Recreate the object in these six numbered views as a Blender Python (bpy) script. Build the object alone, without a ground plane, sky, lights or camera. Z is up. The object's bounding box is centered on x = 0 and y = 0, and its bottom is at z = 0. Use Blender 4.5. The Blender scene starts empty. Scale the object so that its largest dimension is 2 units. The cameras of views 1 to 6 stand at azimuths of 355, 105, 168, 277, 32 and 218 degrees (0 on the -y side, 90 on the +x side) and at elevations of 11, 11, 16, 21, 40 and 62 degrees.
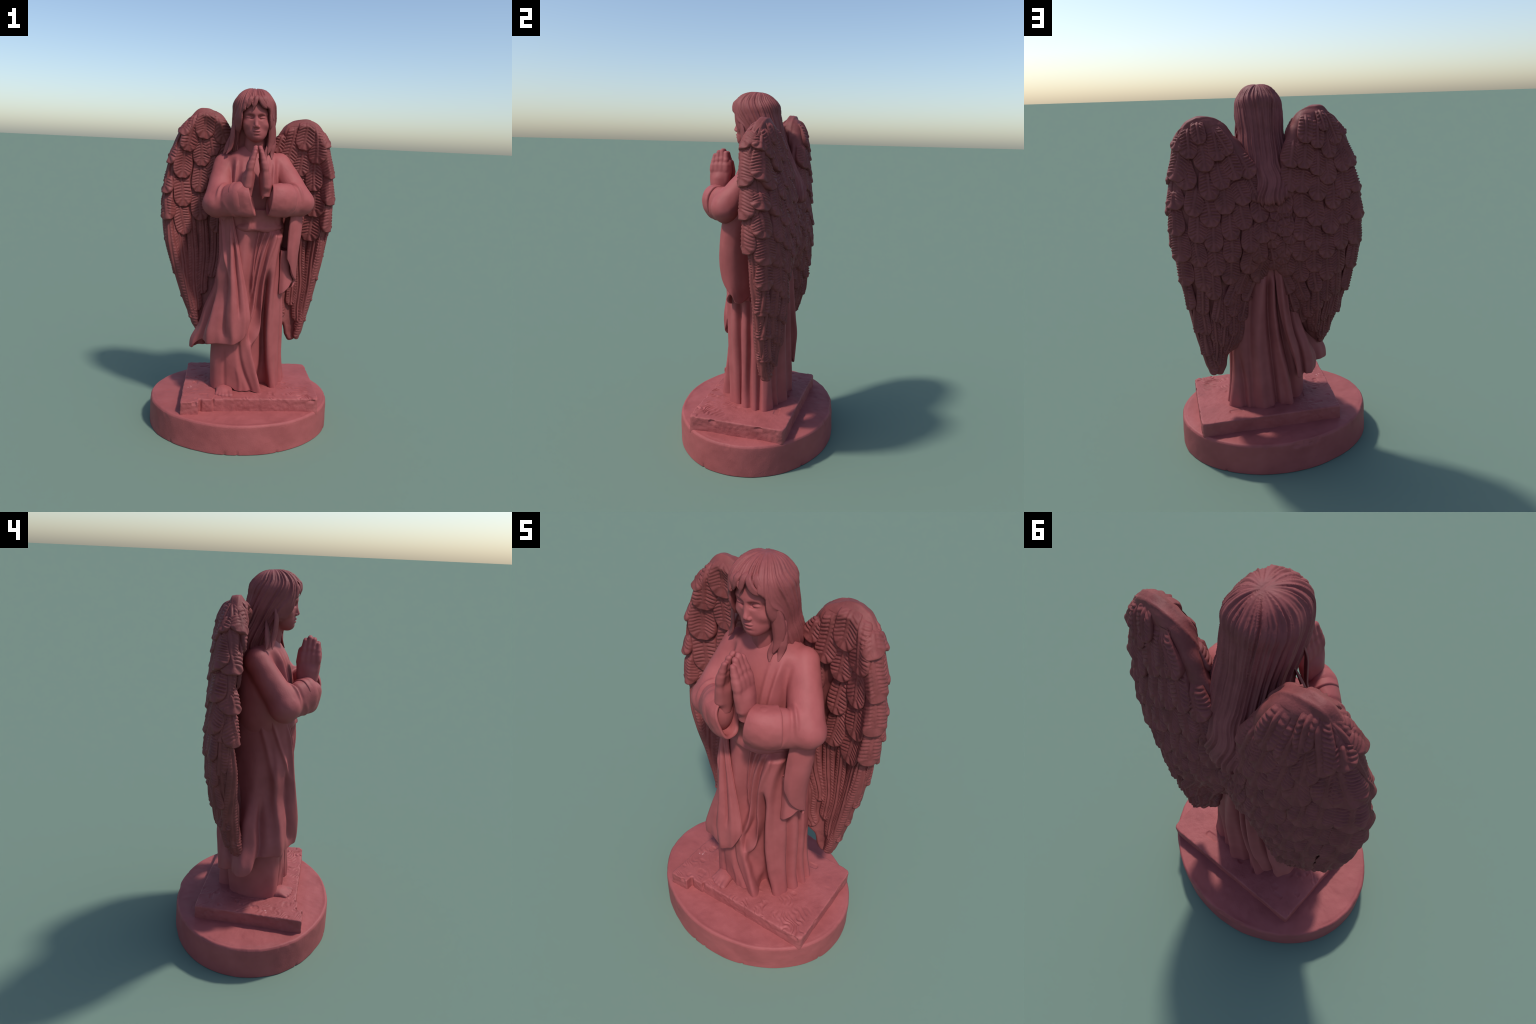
# Praying winged figure in red clay, standing on a stone slab on an oval base.
import bpy, math
import numpy as np
from mathutils import Vector

SEED = 11
rng = np.random.default_rng(SEED)
A = np.array

# ------------------------------------------------------------------ helpers
def hash3(i, j, k, s):
    n = (i.astype(np.int64) * 73856093) ^ (j.astype(np.int64) * 19349663) ^ (k.astype(np.int64) * 83492791) ^ (s * 2654435761)
    n = (n ^ (n >> 13)) * 1274126177
    n = n ^ (n >> 16)
    return (n & 0xFFFFFF).astype(np.float64) / float(0xFFFFFF)

def noise3(x, y, z, s=0):
    """smooth value noise, -1..1"""
    x, y, z = np.broadcast_arrays(np.asarray(x, float), np.asarray(y, float), np.asarray(z, float))
    i, j, k = np.floor(x), np.floor(y), np.floor(z)
    u, v, w = x - i, y - j, z - k
    u, v, w = [t * t * t * (t * (t * 6 - 15) + 10) for t in (u, v, w)]
    i, j, k = i.astype(np.int64), j.astype(np.int64), k.astype(np.int64)
    r = 0
    for a in (0, 1):
        for b in (0, 1):
            for c in (0, 1):
                r = r + hash3(i + a, j + b, k + c, s) * (u if a else 1 - u) * (v if b else 1 - v) * (w if c else 1 - w)
    return r * 2 - 1

def fbm(x, y, z, s=0, o=3):
    r, a = 0, 1.0
    for q in range(o):
        r = r + a * noise3(x * 2 ** q, y * 2 ** q, z * 2 ** q, s + q)
        a *= .5
    return r

def sm(a, b, x):
    t = np.clip((np.asarray(x, float) - a) / (b - a), 0, 1)
    return t * t * (3 - 2 * t)

def interp(x, xs, ys):
    """monotone-smooth interpolation of a table (any order of xs)"""
    xs = np.asarray(xs, float); ys = np.asarray(ys, float)
    o = np.argsort(xs); xs, ys = xs[o], ys[o]
    x = np.clip(x, xs[0], xs[-1])
    k = np.clip(np.searchsorted(xs, x) - 1, 0, len(xs) - 2)
    d = np.gradient(ys, xs)
    h = xs[k + 1] - xs[k]; t = (x - xs[k]) / h
    return ((1 + 2 * t) * (1 - t) ** 2 * ys[k] + t * (1 - t) ** 2 * h * d[k]
            + t * t * (3 - 2 * t) * ys[k + 1] + t * t * (t - 1) * h * d[k + 1])

def spline(P, n, closed=False):
    """Catmull-Rom through points P, n samples"""
    P = np.asarray(P, float)
    m = len(P)
    if closed:
        t = np.arange(n) * m / n
        g = lambda i: P[i % m]
    else:
        t = np.linspace(0, m - 1, n)
        E = np.vstack([2 * P[0] - P[1], P, 2 * P[-1] - P[-2]])
        g = lambda i: E[np.clip(i + 1, 0, m + 1)]
    k = np.floor(t).astype(int)
    if not closed:
        k = np.minimum(k, m - 2)
    f = (t - k)[:, None]
    a, b, c, d = g(k - 1), g(k), g(k + 1), g(k + 2)
    return .5 * (2 * b + (c - a) * f + (2 * a - 5 * b + 4 * c - d) * f ** 2 + (3 * b - a - 3 * c + d) * f ** 3)

# ---- signed distances
def smin(a, b, k):
    h = np.clip(.5 + .5 * (b - a) / k, 0, 1)
    return b * (1 - h) + a * h - k * h * (1 - h)

def smax(a, b, k):
    return -smin(-a, -b, k)

def ell(X, Y, Z, c, r):
    x, y, z = (X - c[0]), (Y - c[1]), (Z - c[2])
    k0 = np.sqrt((x / r[0]) ** 2 + (y / r[1]) ** 2 + (z / r[2]) ** 2) + 1e-9
    k1 = np.sqrt((x / r[0] ** 2) ** 2 + (y / r[1] ** 2) ** 2 + (z / r[2] ** 2) ** 2) + 1e-9
    return k0 * (k0 - 1) / k1

def cap(X, Y, Z, a, b, ra, rb=None):
    rb = ra if rb is None else rb
    d = [b[i] - a[i] for i in range(3)]
    L = sum(q * q for q in d)
    t = np.clip(((X - a[0]) * d[0] + (Y - a[1]) * d[1] + (Z - a[2]) * d[2]) / L, 0, 1)
    return np.sqrt((X - a[0] - t * d[0]) ** 2 + (Y - a[1] - t * d[1]) ** 2 + (Z - a[2] - t * d[2]) ** 2) - (ra + (rb - ra) * t)

def chain(X, Y, Z, pts, rad):
    r = None
    for i in range(len(pts) - 1):
        c = cap(X, Y, Z, pts[i], pts[i + 1], rad[i], rad[i + 1])
        r = c if r is None else np.minimum(r, c)
    return r

def nets(f, lo, hi, h, project=2):
    """surface nets of the implicit f on a regular grid"""
    ax = [np.arange(lo[i], hi[i] + h, h) for i in range(3)]
    X, Y, Z = ax[0][:, None, None], ax[1][None, :, None], ax[2][None, None, :]
    V = np.broadcast_to(f(X, Y, Z), (len(ax[0]), len(ax[1]), len(ax[2]))).astype(np.float32)
    S = V < 0
    n = A(V.shape) - 1
    cnt = np.zeros(n, np.int8)
    sl = lambda a, b, c: (slice(a, a + n[0]), slice(b, b + n[1]), slice(c, c + n[2]))
    for a in (0, 1):
        for b in (0, 1):
            for c in (0, 1):
                cnt += S[sl(a, b, c)]
    mixed = (cnt > 0) & (cnt < 8)
    I = np.argwhere(mixed)
    idx = -np.ones(n, np.int64); idx[mixed] = np.arange(len(I))
    acc = np.zeros((len(I), 3)); num = np.zeros(len(I))
    for axis in range(3):
        for p in (0, 1):
            for q in (0, 1):
                o = [0, 0, 0]; oth = [k for k in range(3) if k != axis]
                o[oth[0]], o[oth[1]] = p, q
                e = list(o); e[axis] = 1
                v0 = V[I[:, 0] + o[0], I[:, 1] + o[1], I[:, 2] + o[2]]
                v1 = V[I[:, 0] + e[0], I[:, 1] + e[1], I[:, 2] + e[2]]
                m = (v0 < 0) != (v1 < 0)
                t = np.where(m, v0 / np.where(m, v0 - v1, 1), 0)
                P = np.tile(A(o, float), (len(I), 1)); P[:, axis] = t
                acc[m] += P[m]; num[m] += 1
    P = A(lo) + (I + acc / num[:, None]) * h
    F = []
    for axis in range(3):
        s = [slice(1, -1)] * 3
        s0, s1 = list(s), list(s)
        s0[axis], s1[axis] = slice(0, -1), slice(1, None)
        ch = S[tuple(s0)] != S[tuple(s1)]
        C = np.argwhere(ch)
        b, c = (axis + 1) % 3, (axis + 2) % 3
        C[:, b] += 1; C[:, c] += 1
        inside0 = S[C[:, 0], C[:, 1], C[:, 2]]
        q = []
        for db, dc in ((0, 0), (-1, 0), (-1, -1), (0, -1)):
            D = C.copy(); D[:, b] += db; D[:, c] += dc
            q.append(idx[D[:, 0], D[:, 1], D[:, 2]])
        q = np.stack(q, 1)
        q[~inside0] = q[~inside0][:, ::-1]
        F.append(q)
    F = np.vstack(F)
    F = F[(F >= 0).all(1)]
    for _ in range(project):
        e = h * .4
        x, y, z = P.T
        v = f(x, y, z)
        g = np.stack([f(x + e, y, z) - f(x - e, y, z), f(x, y + e, z) - f(x, y - e, z), f(x, y, z + e) - f(x, y, z - e)], 1) / (2 * e)
        st = np.clip(v / (np.sum(g * g, 1) + .05), -h * .6, h * .6)
        P = P - g * st[:, None] * .8
    return P, F

def vnormals(P, F):
    F = np.asarray(F)
    N = np.zeros_like(P)
    d1 = P[F[:, 2]] - P[F[:, 0]]; d2 = P[F[:, 3 if F.shape[1] == 4 else 1]] - P[F[:, 1]] if F.shape[1] == 4 else P[F[:, 1]] - P[F[:, 0]]
    n = np.cross(d1, d2)
    for k in range(F.shape[1]):
        np.add.at(N, F[:, k], n)
    return N / (np.linalg.norm(N, axis=1)[:, None] + 1e-12)

def relax(P, F, it=1, lam=.5):
    E = np.vstack([F[:, [i, (i + 1) % 4]] for i in range(4)])
    for _ in range(it):
        S = np.zeros_like(P); c = np.zeros(len(P))
        np.add.at(S, E[:, 0], P[E[:, 1]]); np.add.at(c, E[:, 0], 1)
        np.add.at(S, E[:, 1], P[E[:, 0]]); np.add.at(c, E[:, 1], 1)
        P = P + lam * (S / np.maximum(c, 1)[:, None] - P)
    return P

def grid_faces(nu, nv, closed_u=False):
    i = np.arange(nu if closed_u else nu - 1)[:, None]; j = np.arange(nv - 1)[None]
    i2 = (i + 1) % nu
    return np.stack([i * nv + j, i2 * nv + j, i2 * nv + j + 1, i * nv + j + 1], -1).reshape(-1, 4)

# ------------------------------------------------------------------ materials
def clay(name, dark, mid, light, scale=9., bump=.12, specks=None):
    m = bpy.data.materials.new(name); m.use_nodes = True
    nt = m.node_tree; N = nt.nodes; Lk = nt.links
    bs = N['Principled BSDF']
    bs.inputs['Roughness'].default_value = .62
    bs.inputs['Specular IOR Level'].default_value = .25
    tc = N.new('ShaderNodeTexCoord')
    n1 = N.new('ShaderNodeTexNoise'); n1.inputs['Scale'].default_value = scale; n1.inputs['Detail'].default_value = 5; n1.inputs['Roughness'].default_value = .6
    Lk.new(tc.outputs['Object'], n1.inputs['Vector'])
    r = N.new('ShaderNodeValToRGB')
    r.color_ramp.elements[0].position = .3; r.color_ramp.elements[0].color = (*dark, 1)
    r.color_ramp.elements[1].position = .72; r.color_ramp.elements[1].color = (*light, 1)
    e = r.color_ramp.elements.new(.5); e.color = (*mid, 1)
    Lk.new(n1.outputs['Fac'], r.inputs['Fac'])
    col = r.outputs['Color']
    if specks:
        # a few pale flecks coloured in around one spot
        cx, cy, cz, rad = specks
        sep = N.new('ShaderNodeVectorMath'); sep.operation = 'DISTANCE'
        Lk.new(tc.outputs['Object'], sep.inputs[0]); sep.inputs[1].default_value = (cx, cy, cz)
        near = N.new('ShaderNodeMapRange'); near.inputs['From Min'].default_value = rad; near.inputs['From Max'].default_value = rad * .4
        Lk.new(sep.outputs['Value'], near.inputs['Value'])
        n3 = N.new('ShaderNodeTexNoise'); n3.inputs['Scale'].default_value = 45; n3.inputs['Detail'].default_value = 1
        Lk.new(tc.outputs['Object'], n3.inputs['Vector'])
        th = N.new('ShaderNodeMapRange'); th.inputs['From Min'].default_value = .57; th.inputs['From Max'].default_value = .66
        Lk.new(n3.outputs['Fac'], th.inputs['Value'])
        mu = N.new('ShaderNodeMath'); mu.operation = 'MULTIPLY'
        Lk.new(near.outputs['Result'], mu.inputs[0]); Lk.new(th.outputs['Result'], mu.inputs[1])
        mx = N.new('ShaderNodeMix'); mx.data_type = 'RGBA'
        Lk.new(mu.outputs['Value'], mx.inputs['Factor']); Lk.new(col, mx.inputs['A']); mx.inputs['B'].default_value = (.62, .36, .35, 1)
        col = mx.outputs['Result']
    Lk.new(col, bs.inputs['Base Color'])
    n2 = N.new('ShaderNodeTexNoise'); n2.inputs['Scale'].default_value = 140; n2.inputs['Detail'].default_value = 3
    Lk.new(tc.outputs['Object'], n2.inputs['Vector'])
    b = N.new('ShaderNodeBump'); b.inputs['Strength'].default_value = bump; b.inputs['Distance'].default_value = .004
    Lk.new(n2.outputs['Fac'], b.inputs['Height']); Lk.new(b.outputs['Normal'], bs.inputs['Normal'])
    return m

M_CLOTH = clay('clay_cloth', (.270, .066, .067), (.305, .076, .077), (.336, .088, .089))
M_BASE = clay('clay_base', (.262, .064, .064), (.302, .076, .076), (.334, .088, .088), 7., .2)
M_SLAB = clay('clay_slab', (.255, .062, .062), (.298, .075, .075), (.332, .088, .088), 11., .3, specks=(-.300, -.115, .250, .030))
M_SKIN = clay('clay_skin', (.258, .064, .065), (.290, .073, .074), (.318, .083, .084), 12., .08)
M_HAIR = clay('clay_hair', (.190, .049, .050), (.222, .057, .058), (.254, .068, .069), 14., .2)
M_WING = clay('clay_wing', (.155, .039, .038), (.192, .048, .047), (.230, .060, .058), 16., .25)

# ------------------------------------------------------------------ objects
ROOT = bpy.data.objects.new('angel_statue', None)
bpy.context.scene.collection.objects.link(ROOT)
ROOT['label'] = 'red clay statue of a praying winged figure on an oval base'
ROOT['category'] = 'angel statue'

def make(name, P, F, mat, parent=ROOT, normals=None, kind=None):
    me = bpy.data.meshes.new(name)
    P = np.asarray(P, float); F = np.asarray(F)
    me.vertices.add(len(P)); me.vertices.foreach_set('co', P.ravel())
    k = F.shape[1]
    me.loops.add(F.size); me.loops.foreach_set('vertex_index', F.ravel().astype(np.int32))
    me.polygons.add(len(F)); me.polygons.foreach_set('loop_start', (np.arange(len(F)) * k).astype(np.int32))
    me.update(calc_edges=True)
    me.validate()
    me.polygons.foreach_set('use_smooth', np.ones(len(me.polygons), bool))
    me.materials.append(mat)
    if normals is not None:
        me.normals_split_custom_set_from_vertices([tuple(n) for n in normals])
    ob = bpy.data.objects.new(name, me)
    bpy.context.scene.collection.objects.link(ob)
    ob.parent = parent
    if kind:
        ob['kind'] = kind
    return ob

def split(P, F, label, names, mats):
    """one smooth surface cut by face label into objects that share border vertices and normals"""
    N = vnormals(P, F)
    for k, nm in enumerate(names):
        f = F[label == k]
        if not len(f):
            continue
        u, inv = np.unique(f, return_inverse=True)
        make(nm, P[u], inv.reshape(f.shape), mats[k], normals=N[u])

# ================================================================== oval base
def build_base():
    a, b, h = .546, .447, .172
    prof = [(1.0, 0), (1.004, .004), (1.002, .05), (1.0, .11), (.998, .153), (.992, .165), (.978, .1715), (.95, .1725)]
    prof = spline(prof, 60)
    inner = np.stack([np.linspace(.945, 0.0, 50), np.full(50, .1725)], 1)
    prof = np.vstack([[(.0, .0)], [(.9, 0.)], prof, inner])
    nu, nv = 520, len(prof)
    th = np.linspace(0, 2 * np.pi, nu, endpoint=False)[:, None]
    r, z = prof[:, 0][None], prof[:, 1][None]
    X = a * r * np.cos(th); Y = b * r * np.sin(th); Zz = z + 0 * th
    edge = np.exp(-((r - .995) / .02) ** 2) * sm(.13, .16, Zz)
    ero = sm(.15, .6, fbm(th * 4, Zz * 6, 1.3, 4)) * edge * (.25 + .75 * sm(.1, .5, noise3(np.cos(th) * 2, np.sin(th) * 2, 0, 8)))
    d = -.010 * ero * (.6 + .4 * noise3(np.cos(th) * 40, np.sin(th) * 40, Zz * 40, 9))
    d = d + .0025 * fbm(X * 8, Y * 8, Zz * 8, 21) * (r > .93)
    for t0, w, hh in ((-1.75, .012, .03), (-1.62, .01, .035), (-1.2, .008, .02), (-.35, .012, .03), (-2.4, .009, .02), (.9, .01, .02)):
        d = d - .006 * np.exp(-((th - (t0 % (2 * np.pi))) / w) ** 2) * sm(hh, 0, Zz) * (r > .97)
    X = X + np.cos(th) * d; Y = Y + np.sin(th) * d
    top = sm(.97, .93, r) * (Zz > .1)
    Zz = Zz - edge * ero * .007 + top * .0025 * fbm(X * 7, Y * 7, 0, 31) + top * .0008 * fbm(X * 40, Y * 40, 0, 33)
    P = np.stack([X, Y, Zz], -1).reshape(-1, 3)
    make('base', P, grid_faces(nu, nv, True), M_BASE)

# ================================================================== slab
def build_slab():
    def f(X, Y, Z):
        # four leaning sides (half-planes), rounded together
        n = .0022 * fbm(X * 14, Y * 14, Z * 18, 41) + .0012 * noise3(X * 60, Y * 60, Z * 60, 44) + .010 * sm(.5, .8, noise3(X * 22, Y * 22, Z * 30, 43)) * sm(.22, .25, Z)
        front = -Y - .268
        front = smin(front, smax(smax(-Y - .312, X + .245, .006), -X - .5, .006), .004)
        front = smin(front, smax(-Y - .277, X + .165, .006), .004)
        front = front + .010 * np.exp(-((X + .165) / .006) ** 2) * sm(.20, .24, Z) + .008 * np.exp(-((X + .238) / .008) ** 2)
        back = Y - (.275 - .01 * X)
        right = X - .450
        left = -X - (.338 - .012 * (Y / .27))
        rr = .008
        s = smax(smax(front, back, rr), smax(left, right, rr), rr)
        corner = .7071 * (X + -Y) - .507   # worn front right corner
        corner2 = .7071 * (X + Y) - .500
        s = smax(smax(s, corner, .02), corner2, .02)
        # claw marks on the top, strongest to the front right
        m = sm(-.25, .25, X - 1.2 * (Y + .2)) * sm(-.02, -.16, Y) + .35 * sm(-.1, -.25, X)
        claw = .0030 * m * np.sin(300 * (.62 * X + .78 * Y) + 7 * noise3(X * 22, Y * 22, 0, 47)) * sm(-.2, .5, noise3(X * 30 + Y * 12, Y * 18 - X * 8, 1, 48))
        top = Z - .250 + claw
        pits = .003 * sm(.5, .9, noise3(X * 34, Y * 34, 3, 51)) * sm(-.02, -.2, X)
        return smax(smax(s + n, top + pits + n * .45, .008), .15 - Z, .004)
    P, F = nets(f, (-.37, -.335, .145), (.47, .30, .262), .0035)
    make('stone_slab', P, F, M_SLAB)

# ================================================================== gown
def ridge(q, z, nodes, w, h, z0=None, z1=None, pw=2.):
    """a fold running along nodes [(z, coordinate)]; q, z arrays"""
    zs = [n[0] for n in nodes]; cs = [n[1] for n in nodes]
    c = interp(z, zs, cs)
    lo, hi = min(zs), max(zs)
    z0 = .03 if z0 is None else z0
    z1 = .03 if z1 is None else z1
    env = (sm(lo - z0, lo + z0, z) if z0 > 0 else 1) * (sm(hi + z1, hi - z1, z) if z1 > 0 else 1)
    return h * env * np.exp(-np.abs((q - c) / w) ** pw)

def build_skirt():
    zl = [.235, .30, .45, .65, .85, 1.05, 1.22, 1.30]
    secs = [  # closed cross-sections, counter-clockwise from the front point
        [(.095, -.178), (.140, -.082), (.200, -.090), (.252, -.060), (.266, -.01), (.284, .05), (.280, .115), (.245, .142), (.160, .172), (.05, .176), (-.06, .168), (-.125, .12), (-.170, .045), (-.184, -.05), (-.158, -.135), (-.06, -.160)],
        [(.088, -.176), (.135, -.085), (.200, -.092), (.248, -.062), (.260, -.01), (.274, .05), (.270, .110), (.240, .138), (.155, .166), (.05, .172), (-.06, .166), (-.125, .12), (-.170, .045), (-.184, -.05), (-.158, -.135), (-.06, -.162)],
        [(.052, -.174), (.108, -.098), (.185, -.105), (.236, -.070), (.254, -.01), (.258, .05), (.250, .100), (.225, .132), (.150, .158), (.05, .165), (-.06, .162), (-.13, .12), (-.175, .045), (-.186, -.05), (-.155, -.135), (-.05, -.175)],
        [(.028, -.166), (.095, -.115), (.175, -.118), (.230, -.080), (.250, -.01), (.252, .05), (.240, .095), (.215, .125), (.150, .150), (.05, .160), (-.05, .158), (-.12, .12), (-.160, .045), (-.170, -.05), (-.130, -.135), (-.04, -.168)],
        [(.025, -.132), (.100, -.126), (.165, -.126), (.215, -.090), (.236, -.01), (.240, .05), (.230, .09), (.200, .120), (.140, .145), (.05, .155), (-.04, .15), (-.10, .11), (-.140, .045), (-.145, -.05), (-.110, -.130), (-.03, -.170)],
        [(.040, -.138), (.100, -.142), (.152, -.136), (.200, -.100), (.222, -.01), (.226, .05), (.220, .09), (.190, .120), (.130, .140), (.05, .15), (-.03, .14), (-.08, .10), (-.120, .04), (-.125, -.05), (-.090, -.130), (-.02, -.170)],
        [(.050, -.155), (.100, -.152), (.148, -.140), (.192, -.106), (.210, -.01), (.215, .05), (.205, .09), (.18, .115), (.130, .135), (.05, .14), (-.03, .135), (-.08, .10), (-.115, .04), (-.12, -.05), (-.085, -.125), (-.02, -.162)],
        [(.050, -.160), (.100, -.160), (.150, -.145), (.190, -.110), (.205, -.01), (.21, .05), (.20, .09), (.18, .115), (.130, .135), (.05, .14), (-.03, .135), (-.08, .10), (-.110, .04), (-.115, -.05), (-.085, -.115), (-.02, -.152)],
    ]
    nu, nv = 560, 420
    S = np.stack([spline(s, nu, True) for s in secs], 0)       # level, u, xy
    z = np.linspace(zl[0], zl[-1], nv)
    X = np.empty((nu, nv)); Y = np.empty((nu, nv))
    zk = A(zl); d = np.gradient(S, zk, axis=0)
    k = np.clip(np.searchsorted(zk, z) - 1, 0, len(zk) - 2)
    h = zk[k + 1] - zk[k]; t = (z - zk[k]) / h
    c = lambda w: w[None, :, None]
    W = ((1 + 2 * t) * (1 - t) ** 2, t * (1 - t) ** 2 * h, t * t * (3 - 2 * t), t * t * (t - 1) * h)
    Sx = np.transpose(S, (1, 0, 2)); dx = np.transpose(d, (1, 0, 2))
    XY = c(W[0]) * Sx[:, k] + c(W[1]) * dx[:, k] + c(W[2]) * Sx[:, k + 1] + c(W[3]) * dx[:, k + 1]
    X, Y = XY[..., 0], XY[..., 1]
    Zz = np.broadcast_to(z[None], X.shape).copy()
    front = sm(-.03, -.10, Y)
    back = sm(.03, .10, Y)
    rs = sm(.17, .22, X)
    D = 0
    # gathered front folds falling from the belt and swinging to the left
    D = D + front * ridge(X, Zz, [(1.22, .068), (1.10, .048), (1.0, .036), (.93, .032)], .009, .020, .05, .03)
    D = D + front * ridge(X, Zz, [(1.22, .098), (1.10, .070), (1.0, .054), (.90, .040), (.86, .036)], .010, .024, .05, .02)
    D = D + front * ridge(X, Zz, [(1.22, .126), (1.10, .096), (1.0, .080), (.88, .062), (.76, .044), (.66, .030)], .013, .032, .06, .02)
    D = D + front * ridge(X, Zz, [(1.21, .150), (1.08, .126), (.96, .110), (.84, .100), (.76, .096), (.68, .082), (.60, .062), (.545, .050)], .013, .038, .075, .02)
    D = D + front * ridge(X, Zz, [(1.20, .176), (1.08, .155), (.96, .146), (.82, .144), (.66, .148), (.45, .165), (.24, .196)], .022, .032, 0, .02, 2.6)
    D = D - front * ridge(X, Zz, [(.95, .128), (.80, .122), (.65, .118), (.45, .128), (.24, .142)], .015, .042, 0, .06)
    D = D - front * ridge(X, Zz, [(.80, .070), (.60, .034), (.45, .075), (.24, .135)], .018, .026, 0, .08) * sm(.85, .6, Zz)
    # sharp left-leg fold running to the front point
    D = D + front * ridge(X, Zz, [(.66, .012), (.50, .045), (.36, .080), (.24, .104)], .017, .022, 0, .05, 1.5)
    D = D - front * ridge(X, Zz, [(.58, -.035), (.45, -.015), (.34, .018), (.24, .052)], .014, .012, 0, .05)
    D = D + front * ridge(X, Zz, [(.40, -.030), (.30, -.012), (.24, -.008)], .012, .006, 0, .04)
    D = D - front * ridge(X, Zz, [(.50, -.110), (.24, -.100)], .012, .006, 0, .05)
    # right side columns
    sd = sm(.17, .215, X)
    D = D - sd * ridge(Y, Zz, [(.90, .0), (.60, .012), (.40, .012), (.24, .022)], .014, .024, 0, .1)
    D = D - sd * ridge(Y, Zz, [(.60, .075), (.40, .075), (.24, .082)], .013, .022, 0, .1)
    D = D - sm(.19, .225, X) * ridge(Y, Zz, [(.90, -.065), (.6, -.062), (.4, -.055), (.24, -.050)], .018, .036, 0, .12)
    # back folds sweeping down from the centre
    D = D - back * ridge(X, Zz, [(.55, .215), (.40, .200), (.24, .196)], .016, .020, 0, .08)
    D = D + back * ridge(X, Zz, [(1.02, .060), (.85, .085), (.65, .105), (.45, .100), (.24, .09)], .030, .026, 0, .05)
    D = D - back * ridge(X, Zz, [(.95, .125), (.7, .150), (.45, .150), (.24, .150)], .016, .012, 0, .05)
    D = D - back * ridge(X, Zz, [(1.0, .035), (.8, .042), (.6, .035), (.45, .025), (.24, .01)], .014, .030, 0, .05)
    D = D + back * ridge(X, Zz, [(1.0, .012), (.8, .010), (.6, -.008), (.45, -.035), (.24, -.06)], .018, .026, 0, .05)
    D = D - back * ridge(X, Zz, [(1.0, -.01), (.8, -.015), (.6, -.045), (.45, -.075), (.24, -.105)], .014, .026, 0, .05)
    D = D + .0022 * fbm(X * 9, Y * 9, Zz * 4, 61)
    P = np.stack([X, Y, Zz], -1).reshape(-1, 3)
    F = grid_faces(nu, nv, True)
    N = vnormals(P, F)
    if np.mean(N[:, 1] * P[:, 1]) < 0:
        N = -N
    P = P + N * D.reshape(-1)[:, None]
    # front hem lifts off the slab and bares the left foot
    lift = np.exp(-((P[:, 0] + .10) / .055) ** 4) * sm(-.09, -.14, P[:, 1])
    lift2 = np.exp(-((P[:, 0] - .03) / .085) ** 4) * sm(-.11, -.15, P[:, 1])
    P[:, 2] += (lift * .045 + lift2 * .022) * sm(.40, .235, P[:, 2])
    make('gown_skirt', P, F[:, ::-1], M_CLOTH)
    # broad sash under the sleeves
    def f(X, Y, Z):
        cx, cy = .055, -.015
        lim = np.sqrt(((X - cx) / .158) ** 2 + ((Y - cy) / .166) ** 2)
        r = (lim - 1) * .145
        r = r - .010 * np.exp(-((Z - 1.232) / .02) ** 2) - .003 * fbm(X * 20, Y * 20, Z * 26, 66)
        wob = .006 * np.sin(X * 40) + .004 * noise3(X * 18, 0, 0, 67)
        return smax(r, smax(1.212 + wob - Z, Z - 1.34, .008), .012)
    P, F = nets(f, (-.14, -.20, 1.19), (.25, .17, 1.36), .004)
    make('sash', P, F, M_CLOTH)

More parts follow.
